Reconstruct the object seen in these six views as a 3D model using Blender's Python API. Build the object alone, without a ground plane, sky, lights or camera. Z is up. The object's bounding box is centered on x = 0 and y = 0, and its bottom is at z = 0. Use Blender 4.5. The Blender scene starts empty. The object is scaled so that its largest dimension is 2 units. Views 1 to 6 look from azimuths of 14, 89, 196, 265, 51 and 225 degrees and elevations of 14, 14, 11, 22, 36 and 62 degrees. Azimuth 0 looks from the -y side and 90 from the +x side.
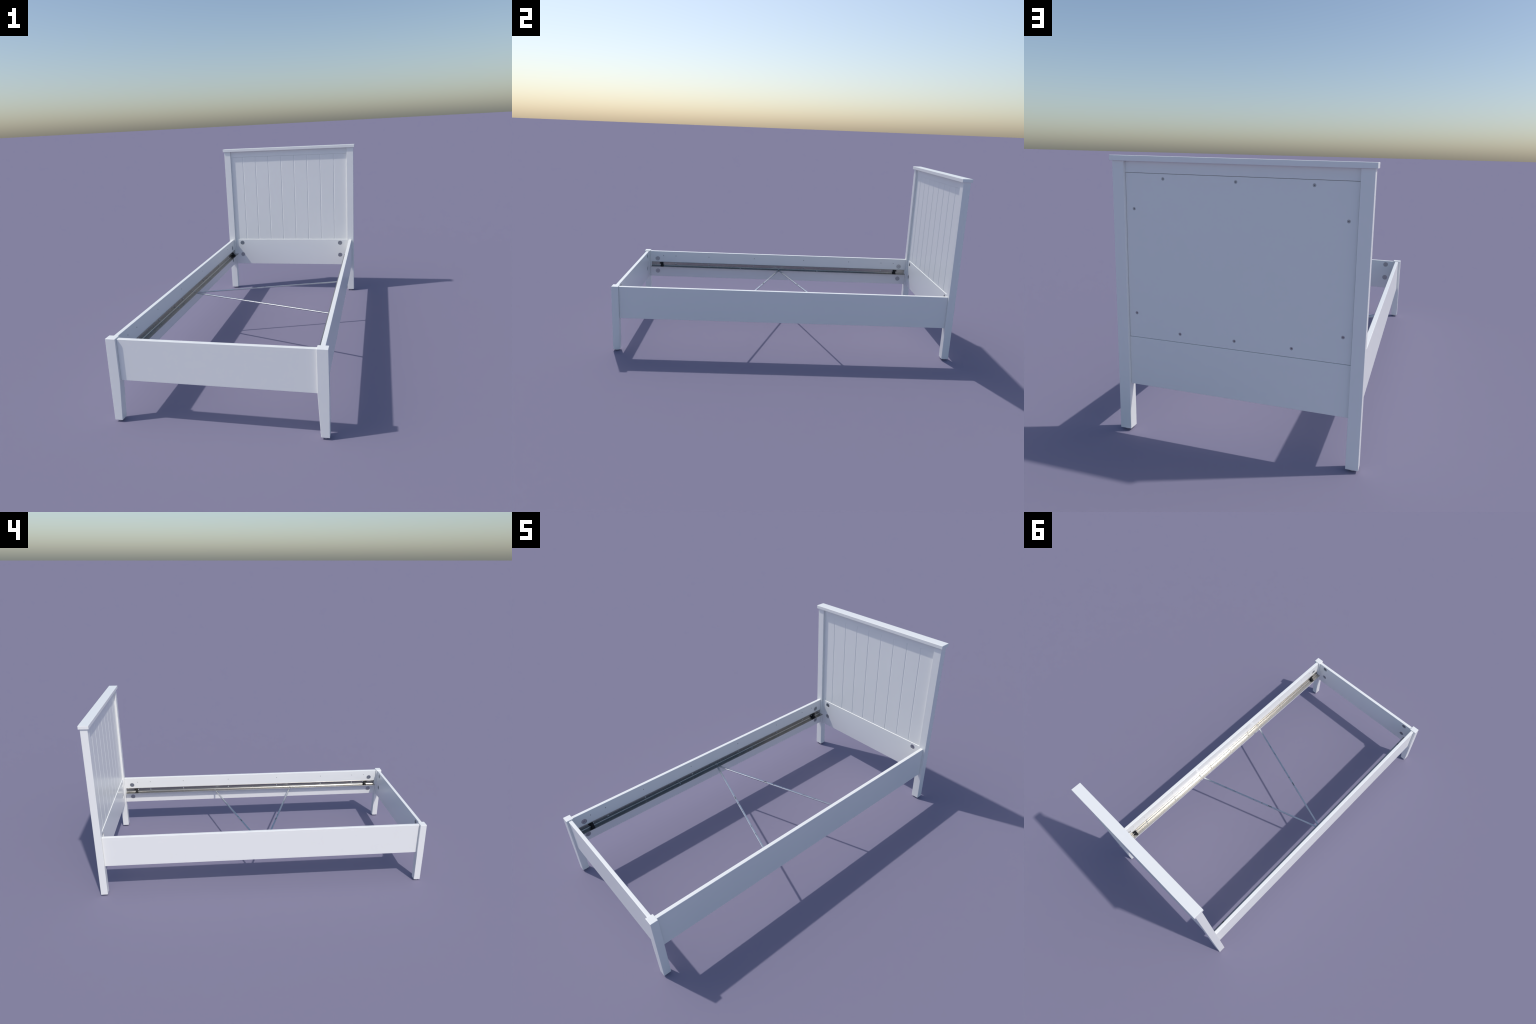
"""White single bed frame: panelled headboard, low footboard, two side rails with
galvanised slat ledges and two cross braces.  Metres, z up, foot end towards -y."""
import bpy, bmesh, math
from mathutils import Vector, Matrix

# ----------------------------------------------------------------- dimensions
POST_OUT, POST_IN = 0.4752, 0.4287          # |x| of post outer / inner faces
FOOT_Y = (-1.0, -0.9610)                    # foot post front / back
HEAD_Y = (0.9515, 0.9922)                   # head post front / back
POST_BOTTOM = 0.0068                        # wood starts above the glide
FOOT_TOP, HEAD_TOP = 0.3937, 1.0588
BOARD_BOTTOM, BOARD_TOP = 0.1973, 0.3887    # side rails and footboard
CAP_X, CAP_Y, CAP_Z = 0.4826, (0.9430, 1.0), (1.0586, 1.0786)
RAIL_IN, RAIL_OUT = 0.4397, 0.4600
RAIL_Y = (-0.9608, 0.9517)
RAIL_MID = -0.004                           # middle of the side rails along y
PANEL_BACK = 0.9800
PANEL_FRONT = 0.9648
PANEL_TOP, PANEL_BOTTOM = 1.0172, 0.3922
LEDGE_Z, LEDGE_TOP, LEDGE_IN = 0.2778, 0.3092, 0.4063
STEEL = 0.0024
BEND = 0.0054                               # inner bend radius of the steel angle

# ----------------------------------------------------------------- materials
def new_material(name):
    m = bpy.data.materials.new(name)
    m.use_nodes = True
    nt = m.node_tree
    bsdf = nt.nodes["Principled BSDF"]
    return m, nt, bsdf

def node(nt, kind, **values):
    n = nt.nodes.new(kind)
    for k, v in values.items():
        if k in n.inputs:
            n.inputs[k].default_value = v
        else:
            setattr(n, k, v)
    return n

def white_paint():
    m, nt, b = new_material("white_lacquer")
    co = node(nt, "ShaderNodeTexCoord")
    big = node(nt, "ShaderNodeTexNoise", Scale=9.0, Detail=4.0)
    ramp = node(nt, "ShaderNodeValToRGB")
    ramp.color_ramp.elements[0].color = (0.884, 0.888, 0.866, 1)
    ramp.color_ramp.elements[1].color = (0.894, 0.899, 0.876, 1)
    nt.links.new(co.outputs["Object"], big.inputs["Vector"])
    nt.links.new(big.outputs["Fac"], ramp.inputs["Fac"])
    nt.links.new(ramp.outputs["Color"], b.inputs["Base Color"])
    fine = node(nt, "ShaderNodeTexNoise", Scale=420.0, Detail=2.0)
    bump = node(nt, "ShaderNodeBump", Strength=0.03, Distance=0.001)
    nt.links.new(co.outputs["Object"], fine.inputs["Vector"])
    nt.links.new(fine.outputs["Fac"], bump.inputs["Height"])
    nt.links.new(bump.outputs["Normal"], b.inputs["Normal"])
    b.inputs["Roughness"].default_value = 0.30
    b.inputs["Specular IOR Level"].default_value = 0.5
    return m

def steel(name, colour, low, high, stretch, rough, bump_strength):
    """Galvanised steel with streaks drawn along the length of the part."""
    m, nt, b = new_material(name)
    co = node(nt, "ShaderNodeTexCoord")
    mp = node(nt, "ShaderNodeMapping")
    mp.inputs["Scale"].default_value = stretch
    nt.links.new(co.outputs["Object"], mp.inputs["Vector"])
    streak = node(nt, "ShaderNodeTexNoise", Scale=1.0, Detail=5.0, Roughness=0.6)
    nt.links.new(mp.outputs["Vector"], streak.inputs["Vector"])
    ramp = node(nt, "ShaderNodeValToRGB")
    ramp.color_ramp.elements[0].position, ramp.color_ramp.elements[1].position = 0.32, 0.68
    ramp.color_ramp.elements[0].color = (*[c * low for c in colour], 1)
    ramp.color_ramp.elements[1].color = (*[c * high for c in colour], 1)
    nt.links.new(streak.outputs["Fac"], ramp.inputs["Fac"])
    nt.links.new(ramp.outputs["Color"], b.inputs["Base Color"])
    grain = node(nt, "ShaderNodeTexNoise", Scale=330.0, Detail=2.0)
    nt.links.new(co.outputs["Object"], grain.inputs["Vector"])
    bump = node(nt, "ShaderNodeBump", Strength=bump_strength, Distance=0.001)
    nt.links.new(grain.outputs["Fac"], bump.inputs["Height"])
    nt.links.new(bump.outputs["Normal"], b.inputs["Normal"])
    b.inputs["Metallic"].default_value = 1.0
    b.inputs["Roughness"].default_value = rough
    return m

def plain(name, colour, rough, metallic=0.0):
    m, nt, b = new_material(name)
    co = node(nt, "ShaderNodeTexCoord")
    n = node(nt, "ShaderNodeTexNoise", Scale=160.0, Detail=3.0)
    nt.links.new(co.outputs["Object"], n.inputs["Vector"])
    ramp = node(nt, "ShaderNodeValToRGB")
    ramp.color_ramp.elements[0].color = (*[c * 0.88 for c in colour], 1)
    ramp.color_ramp.elements[1].color = (*[c * 1.10 for c in colour], 1)
    nt.links.new(n.outputs["Fac"], ramp.inputs["Fac"])
    nt.links.new(ramp.outputs["Color"], b.inputs["Base Color"])
    b.inputs["Roughness"].default_value = rough
    b.inputs["Metallic"].default_value = metallic
    return m

WHITE = white_paint()
LEDGE_STEEL = steel("galvanised_steel_ledge", (0.43, 0.42, 0.395), 0.76, 1.12, (420.0, 9.0, 420.0), 0.25, 0.07)
STRAP_STEEL = steel("galvanised_steel_brace", (0.62, 0.64, 0.66), 0.88, 1.08, (30.0, 200.0, 200.0), 0.30, 0.05)
ZINC = plain("zinc_plated_fitting", (0.50, 0.52, 0.54), 0.36, 1.0)
SCREW_STEEL = plain("dark_steel_screw", (0.50, 0.51, 0.53), 0.42, 1.0)
BLACK = plain("black_plastic", (0.010, 0.010, 0.011), 0.62)
BLACK.node_tree.nodes["Principled BSDF"].inputs["Specular IOR Level"].default_value = 0.25
DARK_BAR = plain("dark_steel_bar", (0.17, 0.18, 0.19), 0.5, 1.0)
HOLE_SHADE = plain("hole_wall_shade_darkened", (0.10, 0.085, 0.075), 0.9)  # pilot hole walls darkened so the shade inside is baked into their colour
GLIDE = plain("white_plastic_glide", (0.80, 0.80, 0.79), 0.45)

# ----------------------------------------------------------------- helpers
def finish(bm, name, mat, parent=None, angle=40):
    me = bpy.data.meshes.new(name)
    bmesh.ops.recalc_face_normals(bm, faces=bm.faces)
    bm.to_mesh(me)
    bm.free()
    for m in (mat if isinstance(mat, (list, tuple)) else [mat]):
        me.materials.append(m)
    return from_mesh(me, name, parent, angle)

def from_mesh(me, name, parent=None, angle=40):
    me.shade_smooth()
    me.set_sharp_from_angle(angle=math.radians(angle))
    ob = bpy.data.objects.new(name, me)
    bpy.context.scene.collection.objects.link(ob)
    if parent is not None:
        ob.parent = parent
    w = ob.modifiers.new("even_normals", "WEIGHTED_NORMAL")
    w.keep_sharp = True
    return ob

def repeat(ob, location, name=None, rotation=None, parent=None):
    """Another copy of ob that shares its mesh."""
    c = ob.copy()
    c.name = name or ob.name
    c.location = location
    if rotation is not None:
        c.rotation_euler = rotation
    if parent is not None:
        c.parent = parent
    bpy.context.scene.collection.objects.link(c)
    return c

def prism(corners_bottom, z0, corners_top, z1):
    bm = bmesh.new()
    lo = [bm.verts.new((x, y, z0)) for x, y in corners_bottom]
    hi = [bm.verts.new((x, y, z1)) for x, y in corners_top]
    n = len(lo)
    bm.faces.new(lo[::-1])
    bm.faces.new(hi)
    for i in range(n):
        bm.faces.new((lo[i], lo[(i + 1) % n], hi[(i + 1) % n], hi[i]))
    return bm

def box(x, y, z, bevel=0.0, segments=3):
    c = [(x[0], y[0]), (x[1], y[0]), (x[1], y[1]), (x[0], y[1])]
    bm = prism(c, z[0], c, z[1])
    if bevel:
        bmesh.ops.bevel(bm, geom=bm.edges[:], offset=bevel, segments=segments, profile=0.5, affect="EDGES")
    return bm

def cylinder(radius, depth, segments=40, axis="Z", at=(0, 0, 0)):
    bm = bmesh.new()
    bmesh.ops.create_cone(bm, cap_ends=True, segments=segments, radius1=radius, radius2=radius, depth=depth)
    turn = {"Z": Matrix.Identity(4), "X": Matrix.Rotation(math.pi / 2, 4, "Y"), "Y": Matrix.Rotation(math.pi / 2, 4, "X")}[axis]
    bmesh.ops.transform(bm, matrix=Matrix.Translation(at) @ turn, verts=bm.verts)
    return bm

def merge(parts):
    out = bmesh.new()
    for p in parts:
        me = bpy.data.meshes.new("piece")
        p.to_mesh(me)
        p.free()
        out.from_mesh(me)
        bpy.data.meshes.remove(me)
    return out

def carve(ob, cutter_bm, cutter_mat):
    """Cut holes; the hole walls take the cutter's material."""
    me = bpy.data.meshes.new("cutter")
    bmesh.ops.recalc_face_normals(cutter_bm, faces=cutter_bm.faces)
    cutter_bm.to_mesh(me)
    cutter_bm.free()
    me.materials.append(cutter_mat)
    cut = bpy.data.objects.new("cutter", me)
    bpy.context.scene.collection.objects.link(cut)
    for m in list(ob.modifiers):
        ob.modifiers.remove(m)
    b = ob.modifiers.new("holes", "BOOLEAN")
    b.operation, b.object, b.solver = "DIFFERENCE", cut, "EXACT"
    b.material_mode = "TRANSFER"
    dg = bpy.context.evaluated_depsgraph_get()
    new = bpy.data.meshes.new_from_object(ob.evaluated_get(dg))
    ob.modifiers.clear()
    old, name = ob.data, ob.data.name
    ob.data = new
    bpy.data.meshes.remove(old)
    new.name = name
    bpy.data.objects.remove(cut)
    bpy.data.meshes.remove(me)
    new.shade_smooth()
    new.set_sharp_from_angle(angle=math.radians(40))
    w = ob.modifiers.new("even_normals", "WEIGHTED_NORMAL")
    w.keep_sharp = True

# ----------------------------------------------------------------- the bed
bed = bpy.data.objects.new("bed_frame", None)
bed.empty_display_size = 0.2
bpy.context.scene.collection.objects.link(bed)
bed["label"] = "white single bed frame with panelled headboard and steel ledges"
bed["category"] = "bed frame"

# --- posts: head posts are straight, foot posts taper on the inner face below the boards
def foot_post(side):
    xo, xi, xb = side * POST_OUT, side * POST_IN, side * 0.4388
    ring = lambda inner: [(min(xo, inner), FOOT_Y[0]), (max(xo, inner), FOOT_Y[0]), (max(xo, inner), FOOT_Y[1]), (min(xo, inner), FOOT_Y[1])]
    levels = [(POST_BOTTOM, xb), (BOARD_BOTTOM, xi), (FOOT_TOP, xi)]
    bm = bmesh.new()
    rings = [[bm.verts.new((x, y, z)) for x, y in ring(inner)] for z, inner in levels]
    bm.faces.new(rings[0][::-1])
    bm.faces.new(rings[-1])
    for a, b in zip(rings, rings[1:]):
        for i in range(4):
            bm.faces.new((a[i], a[(i + 1) % 4], b[(i + 1) % 4], b[i]))
    sharp = [e for e in bm.edges if abs(e.verts[0].co.z - BOARD_BOTTOM) > 1e-6 or abs(e.verts[1].co.z - BOARD_BOTTOM) > 1e-6]
    bmesh.ops.bevel(bm, geom=sharp, offset=0.0019, segments=3, profile=0.5, affect="EDGES")
    return finish(bm, "foot_post", WHITE, bed)

def head_post(side):
    x = sorted((side * POST_OUT, side * POST_IN))
    return finish(box(x, HEAD_Y, (POST_BOTTOM, HEAD_TOP), 0.0017), "head_post", WHITE, bed)

def glide_mesh():
    bm = bmesh.new()
    profile = [(0.0, 0.0), (0.0090, 0.0), (0.0122, 0.0006), (0.0140, 0.0022), (0.0146, 0.0045), (0.0146, 0.0075)]
    n, rings = 32, []
    for r, z in profile[1:]:
        rings.append([bm.verts.new((r * math.cos(2 * math.pi * i / n), r * math.sin(2 * math.pi * i / n), z)) for i in range(n)])
    bm.faces.new(rings[0][::-1])
    bm.faces.new(rings[-1])
    for a, b in zip(rings, rings[1:]):
        for i in range(n):
            bm.faces.new((a[i], a[(i + 1) % n], b[(i + 1) % n], b[i]))
    return bm

glide = None
for side in (-1, 1):
    for post, px, py in ((foot_post(side), side * 0.457, -0.9805), (head_post(side), side * 0.452, 0.972)):
        if glide is None:
            glide = finish(glide_mesh(), "foot_glide", GLIDE, post)
            glide.location = (px, py, 0.0)
        else:
            repeat(glide, (px, py, 0.0), parent=post)

# --- headboard: cap, top rail, planked panel, back panel, lower rail
cap = finish(box((-CAP_X, CAP_X), CAP_Y, CAP_Z, 0.0016), "headboard_cap", WHITE, bed)
top_rail = finish(box((-POST_IN, POST_IN), (0.9632, PANEL_BACK + 0.0006), (PANEL_TOP + 0.0004, HEAD_TOP), 0.0009, 2), "headboard_top_rail", WHITE, bed)
lower_rail = finish(box((-POST_IN, POST_IN), (0.9610, PANEL_BACK + 0.0006), (0.1964, 0.3908), 0.0016), "headboard_lower_rail", WHITE, bed)
back_panel = finish(box((-POST_IN + 0.0016, POST_IN - 0.0008), (0.9722, PANEL_BACK), (PANEL_BOTTOM, PANEL_TOP - 0.0008), 0.0008, 2), "headboard_back_panel", WHITE, bed)

GROOVES = [(k - 3.5) * 0.0961 - 0.001 for k in range(8)]
bounds = [-POST_IN] + GROOVES + [POST_IN]

def plank(x0, x1):
    """Upright board, its two front arrises chamfered so that neighbours form a V groove."""
    v, e = 0.0036, 0.0018
    y0, y1 = PANEL_FRONT, 0.9720
    o = 0.00005
    outline = [(x0 + o, y1), (x0 + o, y0 + e), (x0 + v, y0), (x1 - v, y0), (x1 - o, y0 + e), (x1 - o, y1)]
    if abs(x0 + POST_IN) < 1e-6:
        outline = [outline[0], (x0, y0)] + outline[3:]
    if abs(x1 - POST_IN) < 1e-6:
        outline = outline[:3] + [(x1, y0), outline[-1]]
    bm = prism(outline, PANEL_BOTTOM - 0.0012, outline, PANEL_TOP)
    return finish(bm, "headboard_plank", WHITE, bed, 20)

for x0, x1 in zip(bounds, bounds[1:]):
    plank(x0, x1)

# --- footboard and side rails
footboard = finish(box((-POST_IN, POST_IN), (-0.9888, -0.9694), (BOARD_BOTTOM, BOARD_TOP), 0.0017), "footboard", WHITE, bed)
side_rails = {}
for side in (-1, 1):
    x = sorted((side * RAIL_IN, side * RAIL_OUT))
    side_rails[side] = finish(box(x, RAIL_Y, (BOARD_BOTTOM, BOARD_TOP), 0.0017), "side_rail", WHITE, bed)

# ----------------------------------------------------------------- fittings
HOLE_R, HOLE_DEPTH = 0.0160, 0.0062
BOLT_TOP = 0.0024                           # disc sits this far below the surface
END_BOLTS = [(sx * 0.3756, z) for sx in (-1, 1) for z in (0.3628, 0.2710)]      # x, z
RAIL_BOLTS = [(RAIL_MID + sy * 0.9035, z) for sy in (-1, 1) for z in (0.3327, 0.2393)]  # y, z
PILOTS = [RAIL_MID + s * d for s in (-1, 1) for d in (0.860, 0.768, 0.523, 0.185)]

# cam disc facing +z, its face at z = 0: bevelled rim, cross recess
def cam_disc():
    r = HOLE_R - 0.0011
    bm = cylinder(r, 0.0042, 48, at=(0, 0, -0.0021))
    top = [e for e in bm.edges if all(v.co.z > -0.0001 for v in e.verts)]
    bmesh.ops.bevel(bm, geom=top, offset=0.0009, segments=2, affect="EDGES")
    ob = finish(bm, "cam_bolt", ZINC, footboard, 30)
    arm, w = 0.0078, 0.0019
    pocket = cylinder(0.0125, 0.002, 40, at=(0, 0, 0.0006))
    carve(ob, pocket, ZINC)
    for c in (box((-arm, arm), (-w, w), (-0.0030, 0.002)), box((-w, w), (-arm, arm), (-0.0031, 0.0021))):
        carve(ob, c, SCREW_STEEL)
    return ob

disc = cam_disc()
first = True
def place_disc(parent, loc, normal, spin):
    """Stand a cam disc at loc, facing along normal, turned by spin."""
    global first
    q = Vector((0, 0, 1)).rotation_difference(Vector(normal)).to_matrix() @ Matrix.Rotation(spin, 3, "Z")
    if first:
        disc.location, disc.rotation_euler, disc.parent = loc, q.to_euler(), parent
        first = False
    else:
        repeat(disc, loc, rotation=q.to_euler(), parent=parent)

spins = [0.35, 0.9, 0.1, 0.6, 1.2, 0.45, 0.75, 0.2]
for j, (board, face, ny) in enumerate(((footboard, -0.9694, 1), (lower_rail, 0.9610, -1))):
    carve(board, merge([cylinder(HOLE_R, 2 * HOLE_DEPTH, 48, "Y", (x, face, z)) for x, z in END_BOLTS]), WHITE)
    for i, (x, z) in enumerate(END_BOLTS):
        place_disc(board, (x, face - ny * BOLT_TOP, z), (0, ny, 0), spins[i + 4 * j])
for side, rail in side_rails.items():
    face = side * RAIL_IN
    carve(rail, merge([cylinder(HOLE_R + 0.0004, 2 * HOLE_DEPTH, 48, "X", (face, y, z)) for y, z in RAIL_BOLTS]), WHITE)
    carve(rail, merge([cylinder(0.0024, 0.016, 20, "X", (face, y, 0.3556)) for y in PILOTS]), HOLE_SHADE)
    for i, (y, z) in enumerate(RAIL_BOLTS):
        place_disc(rail, (face + side * BOLT_TOP, y, z), (-side, 0, 0), spins[(3 * i + 1 + side) % 8])

# back screws: countersunk head with a cross recess
def countersunk():
    bm = cylinder(0.0056, 0.003, 32, at=(0, 0, -0.0015))
    ob = finish(bm, "panel_screw", SCREW_STEEL, back_panel, 30)
    for c in (box((-0.0024, 0.0024), (-0.0007, 0.0007), (-0.0022, 0.002)), box((-0.0007, 0.0007), (-0.0024, 0.0024), (-0.0023, 0.0021))):
        carve(ob, c, DARK_BAR)
    return ob

SCREWS = [(sx * 0.3962, z) for sx in (-1, 1) for z in (0.886, 0.4882)] + \
         [(x, 0.9985) for x in (-0.2772, -0.0005, 0.2772)] + [(x, 0.4245) for x in (-0.2160, -0.0005, 0.2160)]
carve(back_panel, merge([cylinder(0.0060, 0.008, 32, "Y", (x, PANEL_BACK, z)) for x, z in SCREWS]), WHITE)
screw = countersunk()
for i, (x, z) in enumerate(SCREWS):
    q = (Vector((0, 0, 1)).rotation_difference(Vector((0, 1, 0))).to_matrix() @ Matrix.Rotation(0.4 * i, 3, "Z")).to_euler()
    loc = (x, PANEL_BACK - 0.0007, z)
    if i == 0:
        screw.location, screw.rotation_euler = loc, q
    else:
        repeat(screw, loc, rotation=q)

# --- slat ledges: folded steel angle along the inside of each side rail
def ledge_mesh(side):
    s = -side                                # towards the middle of the bed
    wall = side * RAIL_IN
    t = STEEL
    def at(d, z):
        return (wall + s * d, z)
    def arc(d, z, radius, start, end, steps=4):
        """Fillet or rounded arris centred on (d, z), angles in degrees."""
        out = []
        for i in range(steps + 1):
            g = math.radians(start + (end - start) * i / steps)
            out.append(at(d + radius * math.cos(g), z + radius * math.sin(g)))
        return out
    depth = RAIL_IN - LEDGE_IN
    top = LEDGE_Z + t                        # upper face of the ledge
    inner = arc(t - 0.0002, LEDGE_TOP - 0.0013, 0.0013, 90, 0)           # rolled top edge
    inner += [at(t, LEDGE_TOP - 0.0024)]
    inner += arc(t + BEND, top + BEND, BEND, 180, 270, 10)               # inner bend
    inner += arc(depth - 0.0011, top - 0.0011, 0.0011, 90, -60)          # rounded inner edge
    outer = [at(depth - 0.0012, LEDGE_Z)] + arc(0.0003 + 0.0024, LEDGE_Z + 0.0024, 0.0024, 270, 180) + [at(0.0003, LEDGE_TOP)]
    section = inner + outer
    y0, y1 = RAIL_MID - 0.9465, RAIL_MID + 0.9475
    bm = bmesh.new()
    a = [bm.verts.new((x, y0, z)) for x, z in section]
    b = [bm.verts.new((x, y1, z)) for x, z in section]
    n = len(section)
    bm.faces.new(a)
    bm.faces.new(b[::-1])
    for i in range(n):
        bm.faces.new((a[i], b[i], b[(i + 1) % n], a[(i + 1) % n]))
    return bm

def pan_head(radius, height):
    bm = bmesh.new()
    n, rings = 20, []
    for r, z in ((radius, 0.0), (radius, height * 0.45), (radius * 0.72, height * 0.9), (radius * 0.35, height), (radius * 0.22, height * 0.5)):
        rings.append([bm.verts.new((r * math.cos(2 * math.pi * i / n), r * math.sin(2 * math.pi * i / n), z)) for i in range(n)])
    bm.faces.new(rings[0][::-1])
    bm.faces.new(rings[-1])
    for a, b in zip(rings, rings[1:]):
        for i in range(n):
            bm.faces.new((a[i], a[(i + 1) % n], b[(i + 1) % n], b[i]))
    return bm

def clip_mesh(side, end):
    """Black plastic slat stop: a wedge across the ledge with a tongue towards the bed end."""
    s = -side
    wall = side * (RAIL_IN - STEEL)
    y = RAIL_MID + end * 0.870
    y0, y1 = y - 0.0075, y + 0.0075
    base = LEDGE_Z + STEEL
    section = [(0.0, 0.3062), (0.0075, 0.3058), (0.0115, 0.3010), (0.0150, 0.2935), (0.0225, 0.2868), (0.0262, 0.2830), (0.0262, base), (0.0, base)]
    bm = bmesh.new()
    a = [bm.verts.new((wall + s * d, y0, z)) for d, z in section]
    b = [bm.verts.new((wall + s * d, y1, z)) for d, z in section]
    n = len(section)
    bm.faces.new(a)
    bm.faces.new(b[::-1])
    for i in range(n):
        bm.faces.new((a[i], b[i], b[(i + 1) % n], a[(i + 1) % n]))
    x = sorted((wall, wall + s * 0.0075))
    ys = sorted((y + end * 0.0070, y + end * 0.0180))
    return merge([bm, box(x, ys, (0.2962, 0.3040), 0.0008, 2)])

ledge_screw = None
for side, rail in side_rails.items():
    ledge = finish(ledge_mesh(side), "slat_ledge", LEDGE_STEEL, rail, 30)
    for end in (-1, 1):
        finish(clip_mesh(side, end), "slat_stop_clip", BLACK, rail, 30)
    wall = side * (RAIL_IN - STEEL)
    spots = [((wall, y, 0.2965), (-side, 0, 0)) for y in PILOTS]
    spots += [((side * 0.4290, y, LEDGE_Z + STEEL), (0, 0, 1)) for y in ((RAIL_MID,) if side < 0 else (RAIL_MID - 0.287, RAIL_MID + 0.287))]
    spots += [((side * 0.4250, y, LEDGE_Z + STEEL), (0, 0, 1)) for y in ((RAIL_MID - 0.287, RAIL_MID + 0.287) if side < 0 else (RAIL_MID,))]
    for loc, nrm in spots:
        q = Vector((0, 0, 1)).rotation_difference(Vector(nrm)).to_euler()
        if ledge_screw is None:
            ledge_screw = finish(pan_head(0.0046, 0.0022), "ledge_screw", ZINC, rail, 35)
            ledge_screw.location, ledge_screw.rotation_euler = loc, q
        else:
            repeat(ledge_screw, loc, rotation=q, parent=rail)

# --- cross braces: two shallow steel channels forming a V under the ledges
BRACE_W, BRACE_H, BRACE_T = 0.0108, 0.0056, 0.0009
def brace(direction):
    a = Vector((-0.434, RAIL_MID + direction * 0.0005, 0))
    b = Vector((0.434, RAIL_MID + direction * 0.287, 0))
    length = (b - a).length
    h, r, t = BRACE_W / 2, 0.0013, BRACE_T
    def half(hw, top, rad):
        pts = [(-hw, -BRACE_H)]
        for i in range(5):
            g = math.pi - (math.pi / 2) * i / 4
            pts.append((-hw + rad + rad * math.cos(g), top - rad + rad * math.sin(g)))
        return pts
    out = half(h, 0.0, r)
    out += [(-x, z) for x, z in reversed(out)]
    inn = half(h - t, -t, r - t)
    inn += [(-x, z) for x, z in reversed(inn)]
    section = out + inn[::-1]
    bm = bmesh.new()
    n = len(section)
    p = [bm.verts.new((0.0, y, z)) for y, z in section]
    q = [bm.verts.new((length, y, z)) for y, z in section]
    bm.faces.new(p)
    bm.faces.new(q[::-1])
    for i in range(n):
        bm.faces.new((p[i], q[i], q[(i + 1) % n], p[(i + 1) % n]))
    ob = finish(bm, "cross_brace", STRAP_STEEL, bed, 30)
    # slots and holes: distance along x of the bed, half length of the slot
    cut = []
    for x, half_len, rad in ((-0.082, 0.014, 0.0024), (-0.024, 0.0, 0.0036), (0.036, 0.003, 0.0012), (0.176, 0.009, 0.0009), (0.243, 0.009, 0.0009)):
        s = (x + 0.434) / 0.868 * length
        parts = [cylinder(rad, 0.01, 20, at=(s - half_len, 0, 0))]
        if half_len:
            parts = [box((s - half_len, s + half_len), (-rad, rad), (-0.004, 0.004))]
        cut += parts
    carve(ob, merge(cut), SCREW_STEEL)
    # the flat bar that slides inside the channel, dark where it shows in the slots
    bar = finish(box((0.02, length - 0.02), (-h + 0.0012, h - 0.0012), (-0.0046, -0.0034)), "brace_sliding_bar", DARK_BAR, ob)
    ob.location = (a.x, a.y, LEDGE_Z - 0.0026)
    ob.rotation_euler = (0, 0, math.atan2(b.y - a.y, b.x - a.x))
    # fixing tabs between the ends of the brace and the underside of the ledges
    for s0 in (0.006, length - 0.030):
        finish(box((s0, s0 + 0.024), (-h + 0.0004, h - 0.0004), (-0.0004, 0.0028), 0.0005, 2), "brace_fixing_tab", STRAP_STEEL, ob)
    return ob

brace(-1)
brace(1).location.z -= 0.0004
